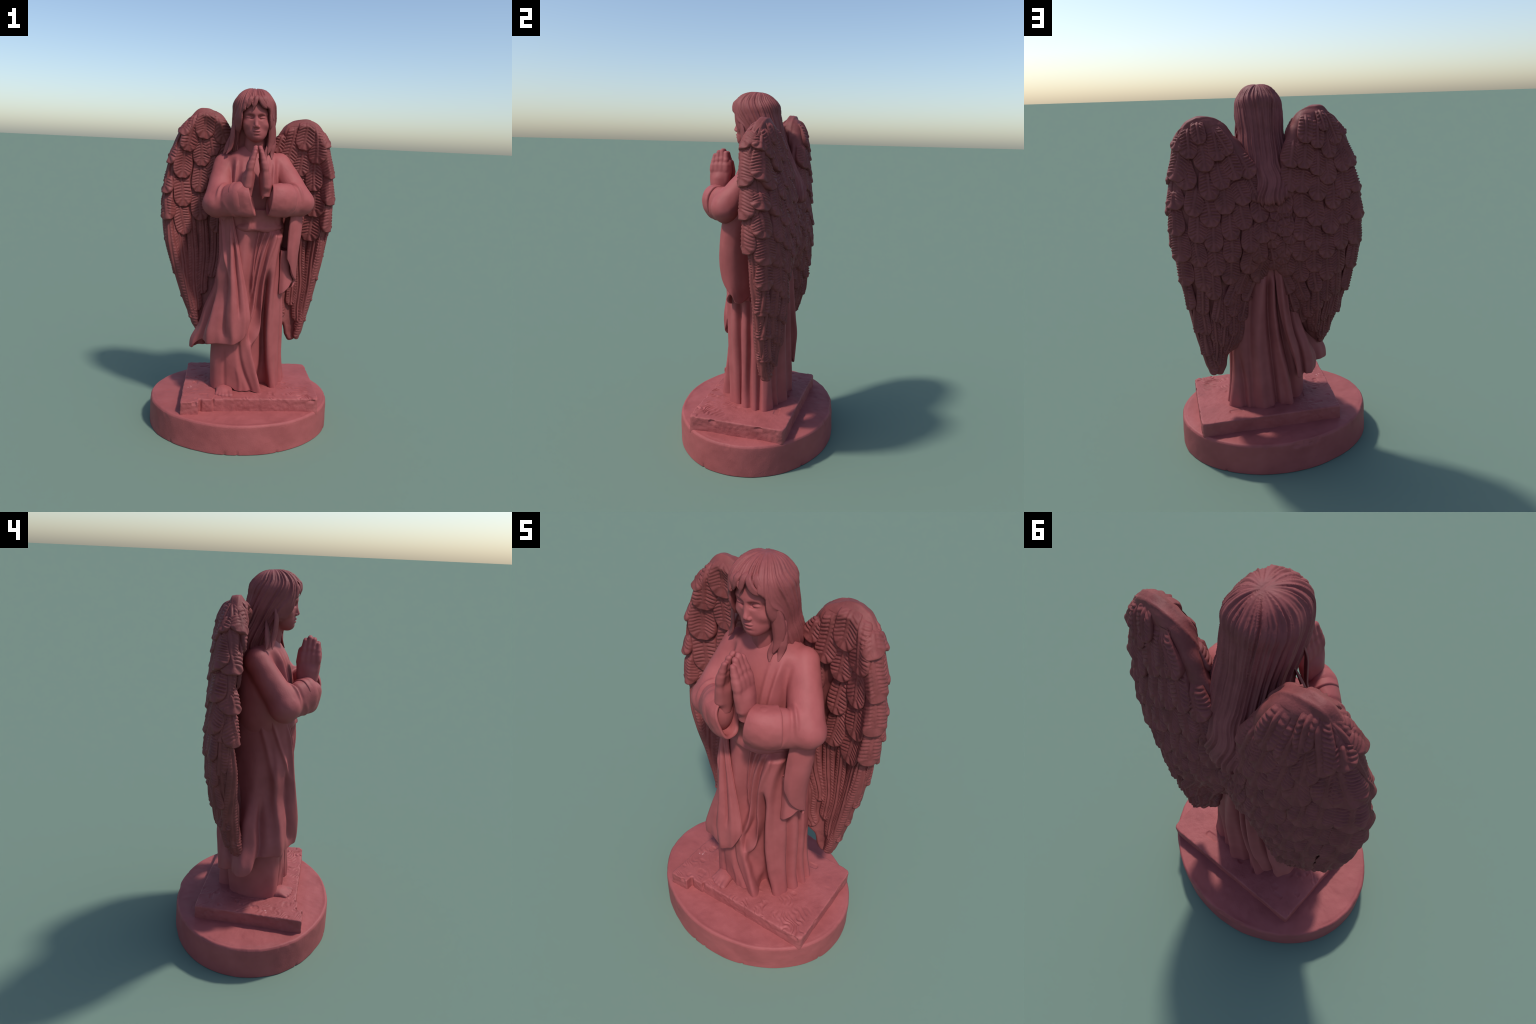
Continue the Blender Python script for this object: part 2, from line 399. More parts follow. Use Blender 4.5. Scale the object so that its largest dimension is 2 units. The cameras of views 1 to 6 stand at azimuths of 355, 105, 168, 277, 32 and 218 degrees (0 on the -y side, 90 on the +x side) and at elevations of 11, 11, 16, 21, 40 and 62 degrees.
# sheet of cloth lofted through rows of control points, with folds and thickness
def cloth(name, zl, rows, hem, folds, top, nu=240, nv=220, thick=.016, flare=None, noise=.002, seed=70):
    S = np.stack([spline(r, nu) for r in rows], 0)
    o = np.argsort(zl); zk = A(zl, float)[o]; S = S[o]
    u = np.linspace(0, 1, nu)
    hz = interp(u, *zip(*hem)); tz = interp(u, *zip(*top)) if not np.isscalar(top) else np.full(nu, top)
    v = np.linspace(0, 1, nv)
    Zz = tz[:, None] + (hz - tz)[:, None] * v[None]
    d = np.gradient(S, zk, axis=0)
    k = np.clip(np.searchsorted(zk, Zz) - 1, 0, len(zk) - 2)
    h = zk[k + 1] - zk[k]; t = np.clip((Zz - zk[k]) / h, -.2, 1.2)
    iu = np.arange(nu)[:, None]
    XY = (((1 + 2 * t) * (1 - t) ** 2)[..., None] * S[k, iu] + (t * (1 - t) ** 2 * h)[..., None] * d[k, iu]
          + (t * t * (3 - 2 * t))[..., None] * S[k + 1, iu] + (t * t * (t - 1) * h)[..., None] * d[k + 1, iu])
    P = np.concatenate([XY, Zz[..., None]], -1)
    F = grid_faces(nu, nv)
    N = vnormals(P.reshape(-1, 3), F).reshape(nu, nv, 3)
    cen = A([.05, 0])
    if np.sum(N[..., 0] * (P[..., 0] - cen[0]) + N[..., 1] * P[..., 1]) < 0:
        N = -N; F = F[:, ::-1]
    U = np.broadcast_to(u[:, None], Zz.shape)
    D = sum(ridge(U, Zz, *a) for a in folds) if folds else 0
    D = D + noise * fbm(P[..., 0] * 10, P[..., 1] * 10, Zz * 6, seed)
    P = P + N * D[..., None]
    N = vnormals(P.reshape(-1, 3), F).reshape(nu, nv, 3)
    # round the borders towards the inside and add the inner face
    V = np.broadcast_to(v[None], Zz.shape)
    L = np.abs(tz - hz)[:, None]
    width = np.linalg.norm(np.diff(S.mean(0), axis=0), axis=1).sum()
    e = np.minimum(np.minimum(U, 1 - U) * width, (1 - V) * L)
    rr = thick * .5
    drop = np.where(e < rr, rr - np.sqrt(np.maximum(rr ** 2 - (rr - e) ** 2, 0)), 0)
    Po = P - N * drop[..., None]
    Pi = P - N * (2 * rr - drop)[..., None]
    n = nu * nv
    allP = np.vstack([Po.reshape(-1, 3), Pi.reshape(-1, 3)])
    b = np.concatenate([np.arange(nv), np.arange(1, nu) * nv + nv - 1, (nu - 1) * nv + np.arange(nv - 2, -1, -1), np.arange(nu - 2, 0, -1) * nv])
    b2 = np.roll(b, -1)
    rim = np.stack([b, b2, b2 + n, b + n], 1)
    if np.array_equal(F[0], grid_faces(nu, nv)[0]):
        rim = rim[:, ::-1]
    allF = np.vstack([F, F[:, ::-1] + n, rim])
    make(name, allP, allF, M_CLOTH)

def build_mantle():
    # long panel on the figure's right: front edge -> side -> back edge
    zl = [1.30, 1.15, 1.0, .85, .70, .60, .50, .42]
    rows = [
        [(-.085, -.145), (-.105, -.135), (-.125, -.110), (-.142, -.06), (-.150, 0.0), (-.138, .065), (-.09, .115), (-.05, .13), (.0, .14)],
        [(-.050, -.175), (-.085, -.170), (-.120, -.134), (-.142, -.078), (-.148, 0.0), (-.128, .075), (-.092, .12), (-.05, .138), (.0, .155)],
        [(-.018, -.186), (-.070, -.192), (-.120, -.158), (-.138, -.085), (-.158, 0.0), (-.128, .08), (-.092, .13), (-.05, .152), (.0, .16)],
        [(.016, -.193), (-.050, -.212), (-.115, -.178), (-.142, -.09), (-.178, 0.0), (-.140, .085), (-.104, .14), (-.06, .165), (-.01, .165)],
        [(.038, -.198), (-.040, -.230), (-.130, -.202), (-.178, -.118), (-.230, 0.0), (-.178, .09), (-.130, .15), (-.08, .178), (-.035, .17)],
        [(.030, -.195), (-.045, -.226), (-.130, -.200), (-.205, -.13), (-.258, -.01), (-.222, .09), (-.162, .165), (-.105, .185), (-.06, .175)],
        [(.020, -.180), (-.050, -.205), (-.130, -.190), (-.205, -.125), (-.300, -.01), (-.272, .09), (-.188, .165), (-.125, .176), (-.09, .168)],
        [(.020, -.170), (-.050, -.190), (-.130, -.175), (-.200, -.120), (-.305, -.01), (-.270, .09), (-.190, .165), (-.135, .172), (-.105, .16)],
    ]
    hem = [(0, .69), (.03, .635), (.08, .582), (.15, .562), (.28, .550), (.36, .542), (.42, .540), (.452, .535), (.485, .480), (.56, .450), (.64, .450), (.72, .425), (.80, .415), (.90, .405), (.96, .43), (1, .50)]
    folds = [
        ([(1.25, .05), (1.0, .05), (.8, .06), (.6, .06)], .025, .010, .0, .05),
        ([(1.22, .12), (1.0, .15), (.85, .165), (.65, .16), (.6, .15)], .030, .014, .0, .05),
        ([(1.15, .09), (1.0, .10), (.9, .105), (.75, .11)], .016, -.012, .05, .05),
        ([(1.0, .22), (.9, .24), (.8, .255), (.6, .235)], .032, -.024, .06, .08),
        ([(1.05, .33), (.8, .345), (.6, .35)], .038, .028, .0, .12),
        ([(1.28, .35), (1.15, .29), (1.05, .24), (.95, .20)], .022, .012, .06, .02),
        ([(1.26, .46), (1.1, .40), (.95, .36)], .025, .010, .06, .03),
        ([(.80, .44), (.6, .445), (.45, .455)], .020, -.036, .0, .08),
        ([(.80, .53), (.6, .55), (.4, .56)], .03, .014, .0, .1),
        ([(.80, .63), (.6, .65), (.4, .66)], .025, -.028, .0, .1),
        ([(.80, .72), (.6, .74), (.4, .76)], .025, .012, .0, .1),
        ([(.95, .80), (.7, .82), (.5, .84), (.4, .84)], .022, -.026, .0, .1),
        ([(1.05, .93), (.8, .93), (.6, .93), (.4, .93)], .04, .028, .0, .1),
    ]
    cloth('mantle', zl, rows, hem, folds, 1.30, nu=320, nv=260, seed=71)
    # shorter fall of cloth on the other side
    zl = [1.40, 1.25, 1.10, 1.0, .92, .82]
    rows = [
        [(.250, -.130), (.285, -.125), (.318, -.09), (.318, -.05), (.300, -.005), (.25, .03)],
        [(.238, -.158), (.280, -.152), (.316, -.11), (.316, -.06), (.283, -.018), (.238, .015)],
        [(.232, -.165), (.270, -.162), (.303, -.12), (.305, -.07), (.272, -.024), (.228, .012)],
        [(.235, -.150), (.268, -.150), (.300, -.11), (.300, -.07), (.266, -.025), (.224, .012)],
        [(.240, -.120), (.270, -.125), (.304, -.085), (.294, -.055), (.260, -.025), (.22, .01)],
        [(.235, -.095), (.262, -.105), (.287, -.075), (.280, -.05), (.255, -.02), (.22, .01)],
    ]
    hem = [(0, 1.06), (.08, 1.03), (.2, .975), (.33, .925), (.40, .915), (.5, .88), (.7, .86), (1, .90)]
    cloth('mantle_fall', zl, rows, hem, [], 1.38, nu=150, nv=150, seed=75)
    zl = [1.10, 1.0, .92, .84, .80]
    rows = [
        [(.200, -.125), (.225, -.125), (.255, -.11), (.250, -.065), (.225, .01)],
        [(.200, -.120), (.228, -.122), (.260, -.105), (.262, -.065), (.225, .01)],
        [(.200, -.118), (.232, -.126), (.270, -.105), (.280, -.065), (.225, .01)],
        [(.200, -.120), (.232, -.130), (.268, -.112), (.276, -.065), (.225, .01)],
        [(.200, -.120), (.232, -.130), (.265, -.112), (.274, -.065), (.225, .01)],
    ]
    hem = [(0, .835), (.2, .848), (.4, .878), (.55, .905), (.75, .89), (1, .86)]
    cloth('mantle_fall', zl, rows, hem, [], 1.10, nu=110, nv=110, seed=77)

# ================================================================== torso and sleeves
SH = {  # arm joints: shoulder, elbow, wrist, radii
    'l': dict(s=(-.135, .015, 1.572), e=(-.172, -.138, 1.369), w=(-.055, -.232, 1.400), rs=.063, re=.079, rw=.088),
    'r': dict(s=(.185, .015, 1.585), e=(.292, -.118, 1.388), w=(.165, -.228, 1.400), rs=.065, re=.079, rw=.088),
}

def torso_parts(X, Y, Z):
    # ribcage: stacked ellipses
    zl = [1.15, 1.25, 1.35, 1.45, 1.52, 1.58, 1.625, 1.66, 1.70]
    cx = interp(Z, zl, [.042, .028, .026, .030, .036, .038, .035, .033, .033])
    ax = interp(Z, zl, [.165, .186, .198, .196, .188, .175, .150, .105, .07])
    yf = interp(Z, zl, [-.150, -.156, -.158, -.151, -.133, -.111, -.088, -.066, -.055])
    yb = interp(Z, zl, [.130, .135, .140, .140, .135, .12, .10, .075, .06])
    cy = (yf + yb) / 2; ay = (yb - yf) / 2
    k = np.sqrt(np.abs((X - cx) / ax) ** 2.3 + np.abs((Y - cy) / ay) ** 2.3 + 1e-9) 
    body = (k - 1) * np.minimum(ax, ay) * .9
    body = smax(body, smax(Z - 1.69, 1.16 - Z, .02), .03)
    # chest drapery: soft upright folds either side of the breastbone
    fr = sm(-.04, -.10, Y)
    fo = ridge(X, Z, [(1.60, -.072), (1.50, -.080), (1.40, -.085)], .011, .012, .04, .04)
    fo = fo + ridge(X, Z, [(1.58, -.035), (1.5, -.045), (1.40, -.05)], .012, .007, .05, .05)
    fo = fo + ridge(X, Z, [(1.60, .145), (1.5, .135), (1.36, .125)], .011, .010, .04, .04)
    fo = fo + ridge(X, Z, [(1.60, .105), (1.5, .100), (1.36, .095)], .011, .007, .05, .04)
    fo = fo - ridge(X, Z, [(1.62, -.100), (1.5, -.105), (1.40, -.11)], .015, .034, .03, .03)
    fo = fo - ridge(X, Z, [(1.62, .170), (1.5, .172), (1.40, .175)], .016, .036, .03, .03)
    fo = fo + .006 * np.exp(-((X - .035) / .04) ** 2 - ((Z - 1.52) / .05) ** 2)
    body = body - fo * fr
    arms = []
    for key in ('l', 'r'):
        a = SH[key]
        up = cap(X, Y, Z, a['s'], a['e'], a['rs'], a['re'])
        s, e, w = A(a['s']), A(a['e']), A(a['w'])
        # forearm sleeve: taller than it is deep
        d = (w - e); L = np.linalg.norm(d); d = d / L
        px, py, pz = X - e[0], Y - e[1], Z - e[2]
        t = np.clip((px * d[0] + py * d[1] + pz * d[2]) / L, 0, 1)
        qx, qy, qz = px - t * L * d[0], py - t * L * d[1], pz - t * L * d[2]
        r = a['re'] + (a['rw'] - a['re']) * t
        hor = np.sqrt(qx ** 2 + qy ** 2)
        fore = (np.sqrt((hor / .73) ** 2 + (qz / 1.08) ** 2) - r) * .86
        sg = -1 if key == 'l' else 1
        # crumples at the inside of the elbow and along the sleeve
        along = t * L
        cr = .009 * np.exp(-((along - .045 - .12 * qz) / .010) ** 2) * sm(-.02, .05, qz)
        cr = cr + .006 * np.exp(-((along - .016 + .5 * qz) / .010) ** 2) * sm(-.05, .04, qz) - .005 * np.exp(-((along - .066 - .05 * qz) / .010) ** 2) * sm(-.01, .05, qz)
        cr = cr + .004 * np.exp(-((along - .085 + .35 * qz) / .014) ** 2) * sm(.03, -.04, qz)
        fore = fore - cr
        arm = smin(up, fore, .018)
        elb = a['e']
        arm = smin(arm, ell(X, Y, Z, (elb[0] + sg * .014, elb[1] + .005, elb[2] - .012), (.070, .068, .064)), .02)
        arms.append(arm - .0022 * fbm(X * 11, Y * 11, Z * 9, 81))
    return body, arms

def build_torso():
    def f(X, Y, Z):
        b, ar = torso_parts(X, Y, Z)
        r = b
        for q in ar:
            r = smin(r, q, .018)
        return r
    P, F = nets(f, (-.29, -.34, 1.14), (.41, .19, 1.72), .0042)
    c = P[F].mean(1)
    b, ar = torso_parts(*c.T)
    lab = np.argmin(np.stack([b, ar[0], ar[1]], 1), 1)
    split(P, F, lab, ['torso', 'sleeve', 'sleeve'], [M_CLOTH] * 3)

def build_cuffs():
    # turned-back cuffs: open lofts around each forearm
    spec = [
        dict(path=[(-.082, -.205, 1.398), (-.050, -.232, 1.398), (-.018, -.246, 1.396), (.008, -.250, 1.396)], rz=[.092, .093, .092, .088], rh=[.063, .064, .062, .058], n=[(.80, -.55, .12), (.86, -.46, .16), (.94, -.28, .22), (.95, -.15, .26)]),
        dict(path=[(.215, -.190, 1.402), (.180, -.222, 1.402), (.140, -.238, 1.402), (.112, -.240, 1.403)], rz=[.092, .093, .092, .088], rh=[.066, .067, .064, .060], n=[(-.72, -.68, .0), (-.82, -.56, .02), (-.95, -.28, .08), (-.97, -.15, .10)]),
    ]
    for q, s in enumerate(spec):
        C = spline(s['path'], 40); rz = spline(A(s['rz'])[:, None], 40)[:, 0]; rh = spline(A(s['rh'])[:, None], 40)[:, 0]
        Nn = spline(s['n'], 40); Nn /= np.linalg.norm(Nn, axis=1)[:, None]
        nu = 120
        th = np.linspace(0, 2 * np.pi, nu, endpoint=False)
        rings = []
        def ring(i, sc, shift=0):
            n = Nn[i]; h = np.cross((0, 0, 1.), n); h /= np.linalg.norm(h); v = np.cross(n, h)
            w = 1 + .03 * np.sin(3 * th + q) + .02 * np.sin(5 * th + 2 * q)
            # slightly squared section
            ca = np.sign(np.cos(th)) * np.abs(np.cos(th)) ** .85; sa = np.sign(np.sin(th)) * np.abs(np.sin(th)) ** .85
            return C[i] + n * shift + (h[None] * (ca * (rh[i] - sc) * w)[:, None] + v[None] * (sa * (rz[i] - sc) * w)[:, None])
        rings.append(ring(0, .022)); rings.append(ring(0, .006)); rings.append(ring(0, .001, .002)); 
        for i in range(2, 40, 1):
            rings.append(ring(i, 0))
        rings.append(ring(39, .002, .004)); rings.append(ring(39, .006, .0055)); rings.append(ring(39, .011, .003))
        for i in range(37, 8, -1):
            rings.append(ring(i, .014 + .008 * (39 - i) / 39))
        R = np.stack(rings, 1)
        R = R + .003 * fbm(R[..., 0] * 14, R[..., 1] * 14, R[..., 2] * 14, 88 + q)[..., None] * A([0.3, -1, .3])
        F = grid_faces(nu, R.shape[1], True)
        make('cuff', R.reshape(-1, 3), F, M_CLOTH)

# ================================================================== hands and foot
def build_hands():
    for sg, nm in ((-1, 'l'), (1, 'r')):
        x0 = .034
        def f(X, Y, Z):
            # each hand leans so the finger tips meet and the palms stand apart
            lean = interp(Z, [1.40, 1.47, 1.53, 1.58, 1.62, 1.65, 1.68, 1.70], [.056, .051, .044, .038, .028, .0195, .0125, .0095])
            U = sg * (X - x0) - lean
            Vv = Y
            wz = .041 - .008 * sm(1.54, 1.47, Z)
            qx, qy, qz = np.abs(U) - .0025, np.abs(Vv + .236) - wz, np.abs(Z - 1.535) - .060
            palm = np.sqrt(np.maximum(qx, 0) ** 2 + np.maximum(qy, 0) ** 2 + np.maximum(qz, 0) ** 2) + np.minimum(np.maximum(qx, np.maximum(qy, qz)), 0) - .0135
            palm = smin(palm, ell(U, Vv, Z, (-.002, -.205, 1.505), (.020, .030, .050)), .02)
            wr = cap(U, Vv, Z, (0, -.236, 1.38), (0, -.236, 1.52), .030, .034)
            r = smin(palm, wr, .03)
            tips = [(-.272, 1.664, .0140), (-.251, 1.683, .0150), (-.229, 1.692, .0152), (-.207, 1.678, .0148)]
            base = [-.276, -.250, -.224, -.199]
            fing = None
            for (ty, tz, rad), by in zip(tips, base):
                bz = 1.575
                c = cap(U, Vv, Z, (0, by, bz), (0, (by + ty) / 2 , (bz + tz) / 2), rad * 1.10, rad * 1.05)
                c = smin(c, cap(U, Vv, Z, (0, (by + ty) / 2, (bz + tz) / 2), (0, ty, tz - rad), rad * 1.05, rad * .86), .006)
                fing = c if fing is None else smin(fing, c, .007)
            r = smin(r, fing, .014)
            th = chain(U, Vv, Z, [(-.004, -.20, 1.51), (-.008, -.182, 1.56), (-.010, -.184, 1.615)], [.020, .015, .011])
            r = smin(r, th, .012)
            return smax(r, -(sg * (X - x0)) + .0006, .002)
        lo, hi = ((-.06, -.33, 1.42), (.04, -.13, 1.71)) if sg < 0 else ((.028, -.33, 1.42), (.13, -.13, 1.71))
        P, F = nets(f, lo, hi, .0026)
        make('hand', P, F, M_SKIN)

def build_foot():
    def f(X, Y, Z):
        r = ell(X, Y, Z, (-.100, -.150, .252), (.050, .066, .032))
        for k, (x, y, rad) in enumerate(((-.143, -.205, .0115), (-.127, -.216, .012), (-.109, -.223, .013), (-.089, -.227, .014), (-.064, -.226, .018))):
            r = smin(r, cap(X, Y, Z, (x * .75 - .025, -.172, .258), (x, y, .249), rad * 1.15, rad), .008)
        return smax(r, .235 - Z, .004)
    P, F = nets(f, (-.18, -.26, .23), (-.03, -.08, .31), .003)
    make('foot', P, F, M_SKIN)

# ================================================================== head and neck
FX = .022
def build_head():
    def face(X, Y, Z):
        U = X - FX - .35 * np.clip(1.85 - Z, 0, .14) * .25   # the chin sits a little to one side
        r = ell(U, Y, Z, (0, -.045, 1.865), (.086, .112, .115))
        r = smin(r, ell(U, Y, Z, (0, -.078, 1.800), (.073, .066, .080)), .03)
        r = smin(r, ell(U, Y, Z, (0, -.098, 1.752), (.047, .043, .040)), .03)
        r = smin(r, ell(U, Y, Z, (0, -.118, 1.735), (.024, .022, .020)), .025)
        aU = np.abs(U)
        # cheekbones, brow, sockets
        r = smin(r, ell(aU, Y, Z, (.045, -.105, 1.802), (.026, .030, .022)), .02)
        r = smin(r, chain(aU, Y, Z, [(.006, -.143, 1.860), (.032, -.140, 1.864), (.058, -.120, 1.858)], [.007, .006, .005]), .016)
        sock = ell(aU, Y, Z, (.030, -.150, 1.840), (.022, .017, .012))
        r = smax(r, -sock, .012)
        lid = ell(aU, Y, Z, (.034, -.1265, 1.8365), (.0205, .0168, .0130))
        r = smin(r, lid, .004)
        slit = np.exp(-((Z - 1.8325 - .10 * (aU - .034)) / .0022) ** 2 - ((aU - .034) / .017) ** 4)
        slit2 = np.exp(-((Z - 1.849 + 6 * (aU - .034) ** 2) / .0025) ** 2 - ((aU - .034) / .018) ** 4)
        r = r + (.0030 * slit + .0018 * slit2) * sm(-.10, -.12, Y)
        # nose
        nose = chain(U, Y, Z, [(0, -.139, 1.853), (0, -.148, 1.826), (0, -.157, 1.795)], [.0068, .0075, .0108])
        r = smin(r, nose, .011)
        r = smin(r, ell(aU, Y, Z, (.0105, -.148, 1.789), (.0080, .011, .0075)), .006)
        nost = ell(aU, Y, Z, (.0065, -.157, 1.779), (.0035, .006, .004))
        r = smax(r, -nost, .003)
        # mouth
        r = smin(r, ell(U, Y, Z, (0, -.121, 1.760), (.031, .025, .024)), .014)
        up = ell(U, Y, Z, (0, -.1445, 1.7665 - 2.2 * aU ** 1.6 * .5), (.020, .0090, .0062))
        up = smin(up, ell(aU, Y, Z, (.006, -.1460, 1.7675), (.010, .0080, .0050)), .004)
        lowl = ell(U, Y, Z, (0, -.1430, 1.7530), (.0155, .0098, .0070))
        r = smin(r, smin(up, lowl, .0015), .004)
        r = r + .0042 * np.exp(-((Z - 1.7595 - 7 * U ** 2) / .0018) ** 2 - (U / .019) ** 4) * sm(-.11, -.13, Y)
        r = r + .0030 * np.exp(-((Z - 1.7425) / .005) ** 2 - (U / .018) ** 2) * sm(-.11, -.13, Y)
        return r
    def neck(X, Y, Z):
        n = cap(X, Y, Z, (.033, -.005, 1.60), (.028, -.035, 1.77), .066, .054)
        n = n - .004 * np.exp(-((X - .033) / .012) ** 2) * sm(-.04, -.06, Y)
        return n
    P, F = nets(lambda X, Y, Z: smin(face(X, Y, Z), neck(X, Y, Z), .012), (-.08, -.19, 1.60), (.135, .09, 1.99), .0026)
    c = P[F].mean(1)
    lab = (neck(*c.T) < face(*c.T)).astype(int)
    split(P, F, lab, ['head', 'neck'], [M_SKIN, M_SKIN])

# ================================================================== hair
def hair_field(X, Y, Z):
    cx = .024
    u, v, w = np.abs(X - .021) / .107, np.abs(Y + .045) / .127, np.abs(Z - 1.868) / .131
    k = (u ** 2.6 + v ** 2.2 + w ** 2.6 + 1e-9) ** (1 / 2.45)
    cap_ = (k - 1) * .115
    zl = [1.40, 1.45, 1.50, 1.58, 1.64, 1.70, 1.76, 1.82, 1.88]
    ccx = interp(Z, zl, [.000, -.005, -.005, .012, .020, .022, .023, .024, .024])
    ax = interp(Z, zl, [.085, .105, .105, .102, .122, .125, .115, .110, .102])
    yb = interp(Z, zl, [.250, .245, .228, .194, .166, .140, .116, .090, .055])
    yf = interp(Z, zl, [.12, .11, .09, .02, -.045, -.068, -.080, -.095, -.11])
    cy = (yb + yf) / 2; ay = (yb - yf) / 2
    k = (np.abs((X - ccx) / ax) ** 2.4 + np.abs((Y - cy) / ay) ** 2.4 + 1e-9) ** (1 / 2.4)
    col = (k - 1) * np.minimum(ax, ay) * .85
    col = smax(col, smax(1.42 + .022 * noise3(X * 34, 0, 0, 55) - Z, Z - 1.91, .012), .03)
    r = smin(cap_, col, .06)
    return r

def strand_coord(X, Y, Z):
    th = np.arctan2(X - .024, Y + .02)
    q = th + 4.2 * np.clip(1.95 - Z, 0, .37) * np.sin(th) * sm(2.9, 2.0, np.abs(th))
    q = q + .10 * np.sin(Z * 38 + 2 * th) * sm(1.70, 1.56, Z) + .05 * np.sin(Z * 17) * sm(1.8, 1.6, Z)
    return q

def build_hair():
    def f(X, Y, Z):
        r = hair_field(X, Y, Z)
        # opening for the face: below the fringe, and the hollow beside the neck
        u = X - FX
        zf = interp(np.clip(X, -.10, .15), [-.10, -.075, -.055, -.042, -.028, -.016, -.004, .005, .016, .030, .045, .062, .088, .10, .115, .15], [1.83, 1.845, 1.872, 1.874, 1.888, 1.894, 1.908, 1.890, 1.912, 1.937, 1.916, 1.903, 1.889, 1.880, 1.855, 1.83])
        cut = smax(smax(np.abs(u - .002) - interp(Z, [1.60, 1.72, 1.80, 1.90], [.084, .084, .078, .073]), Z - zf, .012), Y - interp(Z, [1.60, 1.71, 1.78, 1.82, 1.90], [.01, -.03, -.055, -.07, -.11]), .012)
        r = smax(r, -cut, .008)
        return r
    P, F = nets(f, (-.15, -.20, 1.40), (.20, .30, 2.02), .0027)
    P = relax(P, F, 1, .4)
    N = vnormals(P, F)
    if np.mean(np.sum(N * (P - A([.024, 0, 1.8])), 1)) < 0:
        N = -N
    X, Y, Z = P.T
    q = strand_coord(X, Y, Z)
    wave = noise3(q * 2.0, Z * 3, 0, 101)
    g1 = 1 - np.abs(noise3(q * 8.5 + .5 * wave, Z * 2.2, 0, 102)) * 2
    g2 = 1 - np.abs(noise3(q * 13, Z * 3.0, 0, 103)) * 2
    ph = np.sin(q * 46 + 3 * wave)
    top = np.sqrt((X - .024) ** 2 + (Y + .03) ** 2)
    far = sm(.045, .10, top)
    D = .0050 * g1 + (.0028 * g2 + .0012 * ph) * far
    D = D * sm(.0, .05, top) * (.6 + .4 * sm(.02, .12, top))
    outer = sm(-.012, -.002, hair_field(X, Y, Z))
    D = (D - .002) * outer
    # wisps: ragged lower ends
    P = P + N * D[:, None]
    # parting line on the crown
    d = np.abs(X - .026 - .1 * (Y + .03)) / .005
    P[:, 2] -= .002 * np.exp(-d ** 2) * sm(1.96, 1.99, Z) * sm(.07, .02, np.abs(Y + .04))
    s = 2.0 / 2.0
    make('hair', P, F, M_HAIR)

def lock(path, rad, flat=.55, normal=(0, -1, 0), n=40, m=18, groove=.10):
    C = spline(path, n); r = spline(A(rad)[:, None], n)[:, 0].clip(.0006)
    T = np.gradient(C, axis=0); T /= np.linalg.norm(T, axis=1)[:, None]
    nn = A(normal, float)
    B = np.cross(T, nn); B /= np.linalg.norm(B, axis=1)[:, None]
    U = np.cross(B, T)
    th = np.linspace(0, 2 * np.pi, m, endpoint=False)
    w = 1 + groove * np.cos(5 * th + 1)
    P = C[:, None] + r[:, None, None] * ((np.cos(th) * w)[None, :, None] * B[:, None] + flat * (np.sin(th) * w)[None, :, None] * U[:, None])
    F = grid_faces(n, m)
    i = np.arange(n - 1)
    seam = np.stack([i * m + m - 1, (i + 1) * m + m - 1, (i + 1) * m, i * m], 1)
    return P.reshape(-1, 3), np.vstack([F, seam])

def build_locks():
    L = [
        # fringe, left to right as seen from the front
        ([(-.030, -.110, 1.955), (-.050, -.140, 1.930), (-.058, -.132, 1.890), (-.062, -.118, 1.850)], [.012, .019, .016, .004]),
        ([(-0.005, -.118, 1.962), (-.028, -.160, 1.930), (-.040, -.160, 1.900), (-.044, -.150, 1.876)], [.012, .019, .018, .008]),
        ([(0.008, -.118, 1.962), (-.006, -.166, 1.940), (-.018, -.170, 1.910), (-.028, -.165, 1.886)], [.010, .016, .015, .006]),
        ([(0.022, -.118, 1.962), (.022, -.168, 1.945), (.014, -.176, 1.910), (.003, -.170, 1.878)], [.010, .014, .013, .0035]),
        ([(0.030, -.118, 1.962), (.038, -.166, 1.945), (.052, -.174, 1.918), (.070, -.168, 1.899), (.088, -.153, 1.893)], [.010, .015, .018, .015, .006]),
        ([(0.045, -.118, 1.962), (.062, -.155, 1.945), (.080, -.158, 1.915), (.096, -.143, 1.892)], [.010, .018, .018, .007]),
        ([(.065, -.105, 1.958), (.088, -.135, 1.935), (.102, -.128, 1.900), (.110, -.112, 1.872)], [.010, .018, .018, .008]),
        # strands framing the cheek
        ([(.092, -.140, 1.898), (.102, -.126, 1.872), (.112, -.108, 1.846), (.122, -.092, 1.815)], [.006, .011, .012, .006]),
        ([(.098, -.125, 1.880), (.116, -.098, 1.815), (.124, -.080, 1.745), (.118, -.074, 1.690), (.104, -.084, 1.645)], [.008, .021, .026, .019, .004]),
        ([(.108, -.045, 1.820), (.128, -.062, 1.745), (.134, -.064, 1.690), (.128, -.066, 1.645), (.128, -.082, 1.615)], [.010, .018, .018, .013, .003]),
        ([(-.084, -.055, 1.845), (-.096, -.066, 1.780), (-.101, -.063, 1.720), (-.110, -.056, 1.670), (-.130, -.056, 1.633)], [.008, .014, .016, .014, .003]),
        ([(.108, -.04, 1.770), (.108, -.068, 1.690), (.092, -.082, 1.640), (.096, -.096, 1.610)], [.010, .015, .013, .003]),
        ([(-.092, -.015, 1.770), (-.110, -.025, 1.715), (-.126, -.03, 1.670), (-.145, -.028, 1.635)], [.004, .015, .018, .004]),
    ]
    for k, (p, r) in enumerate(L):
        if k < 7:                      # the fringe lies close on the brow
            p = [(x, y + .007, z) for x, y, z in p]; r = [.78 * q for q in r]
        side = p[1][0] - FX
        nrm = (np.clip(side * 7, -.8, .8), -1, .1)
        P, F = lock(p, r, .38, nrm)
        make('hair_lock', P, F, M_HAIR)

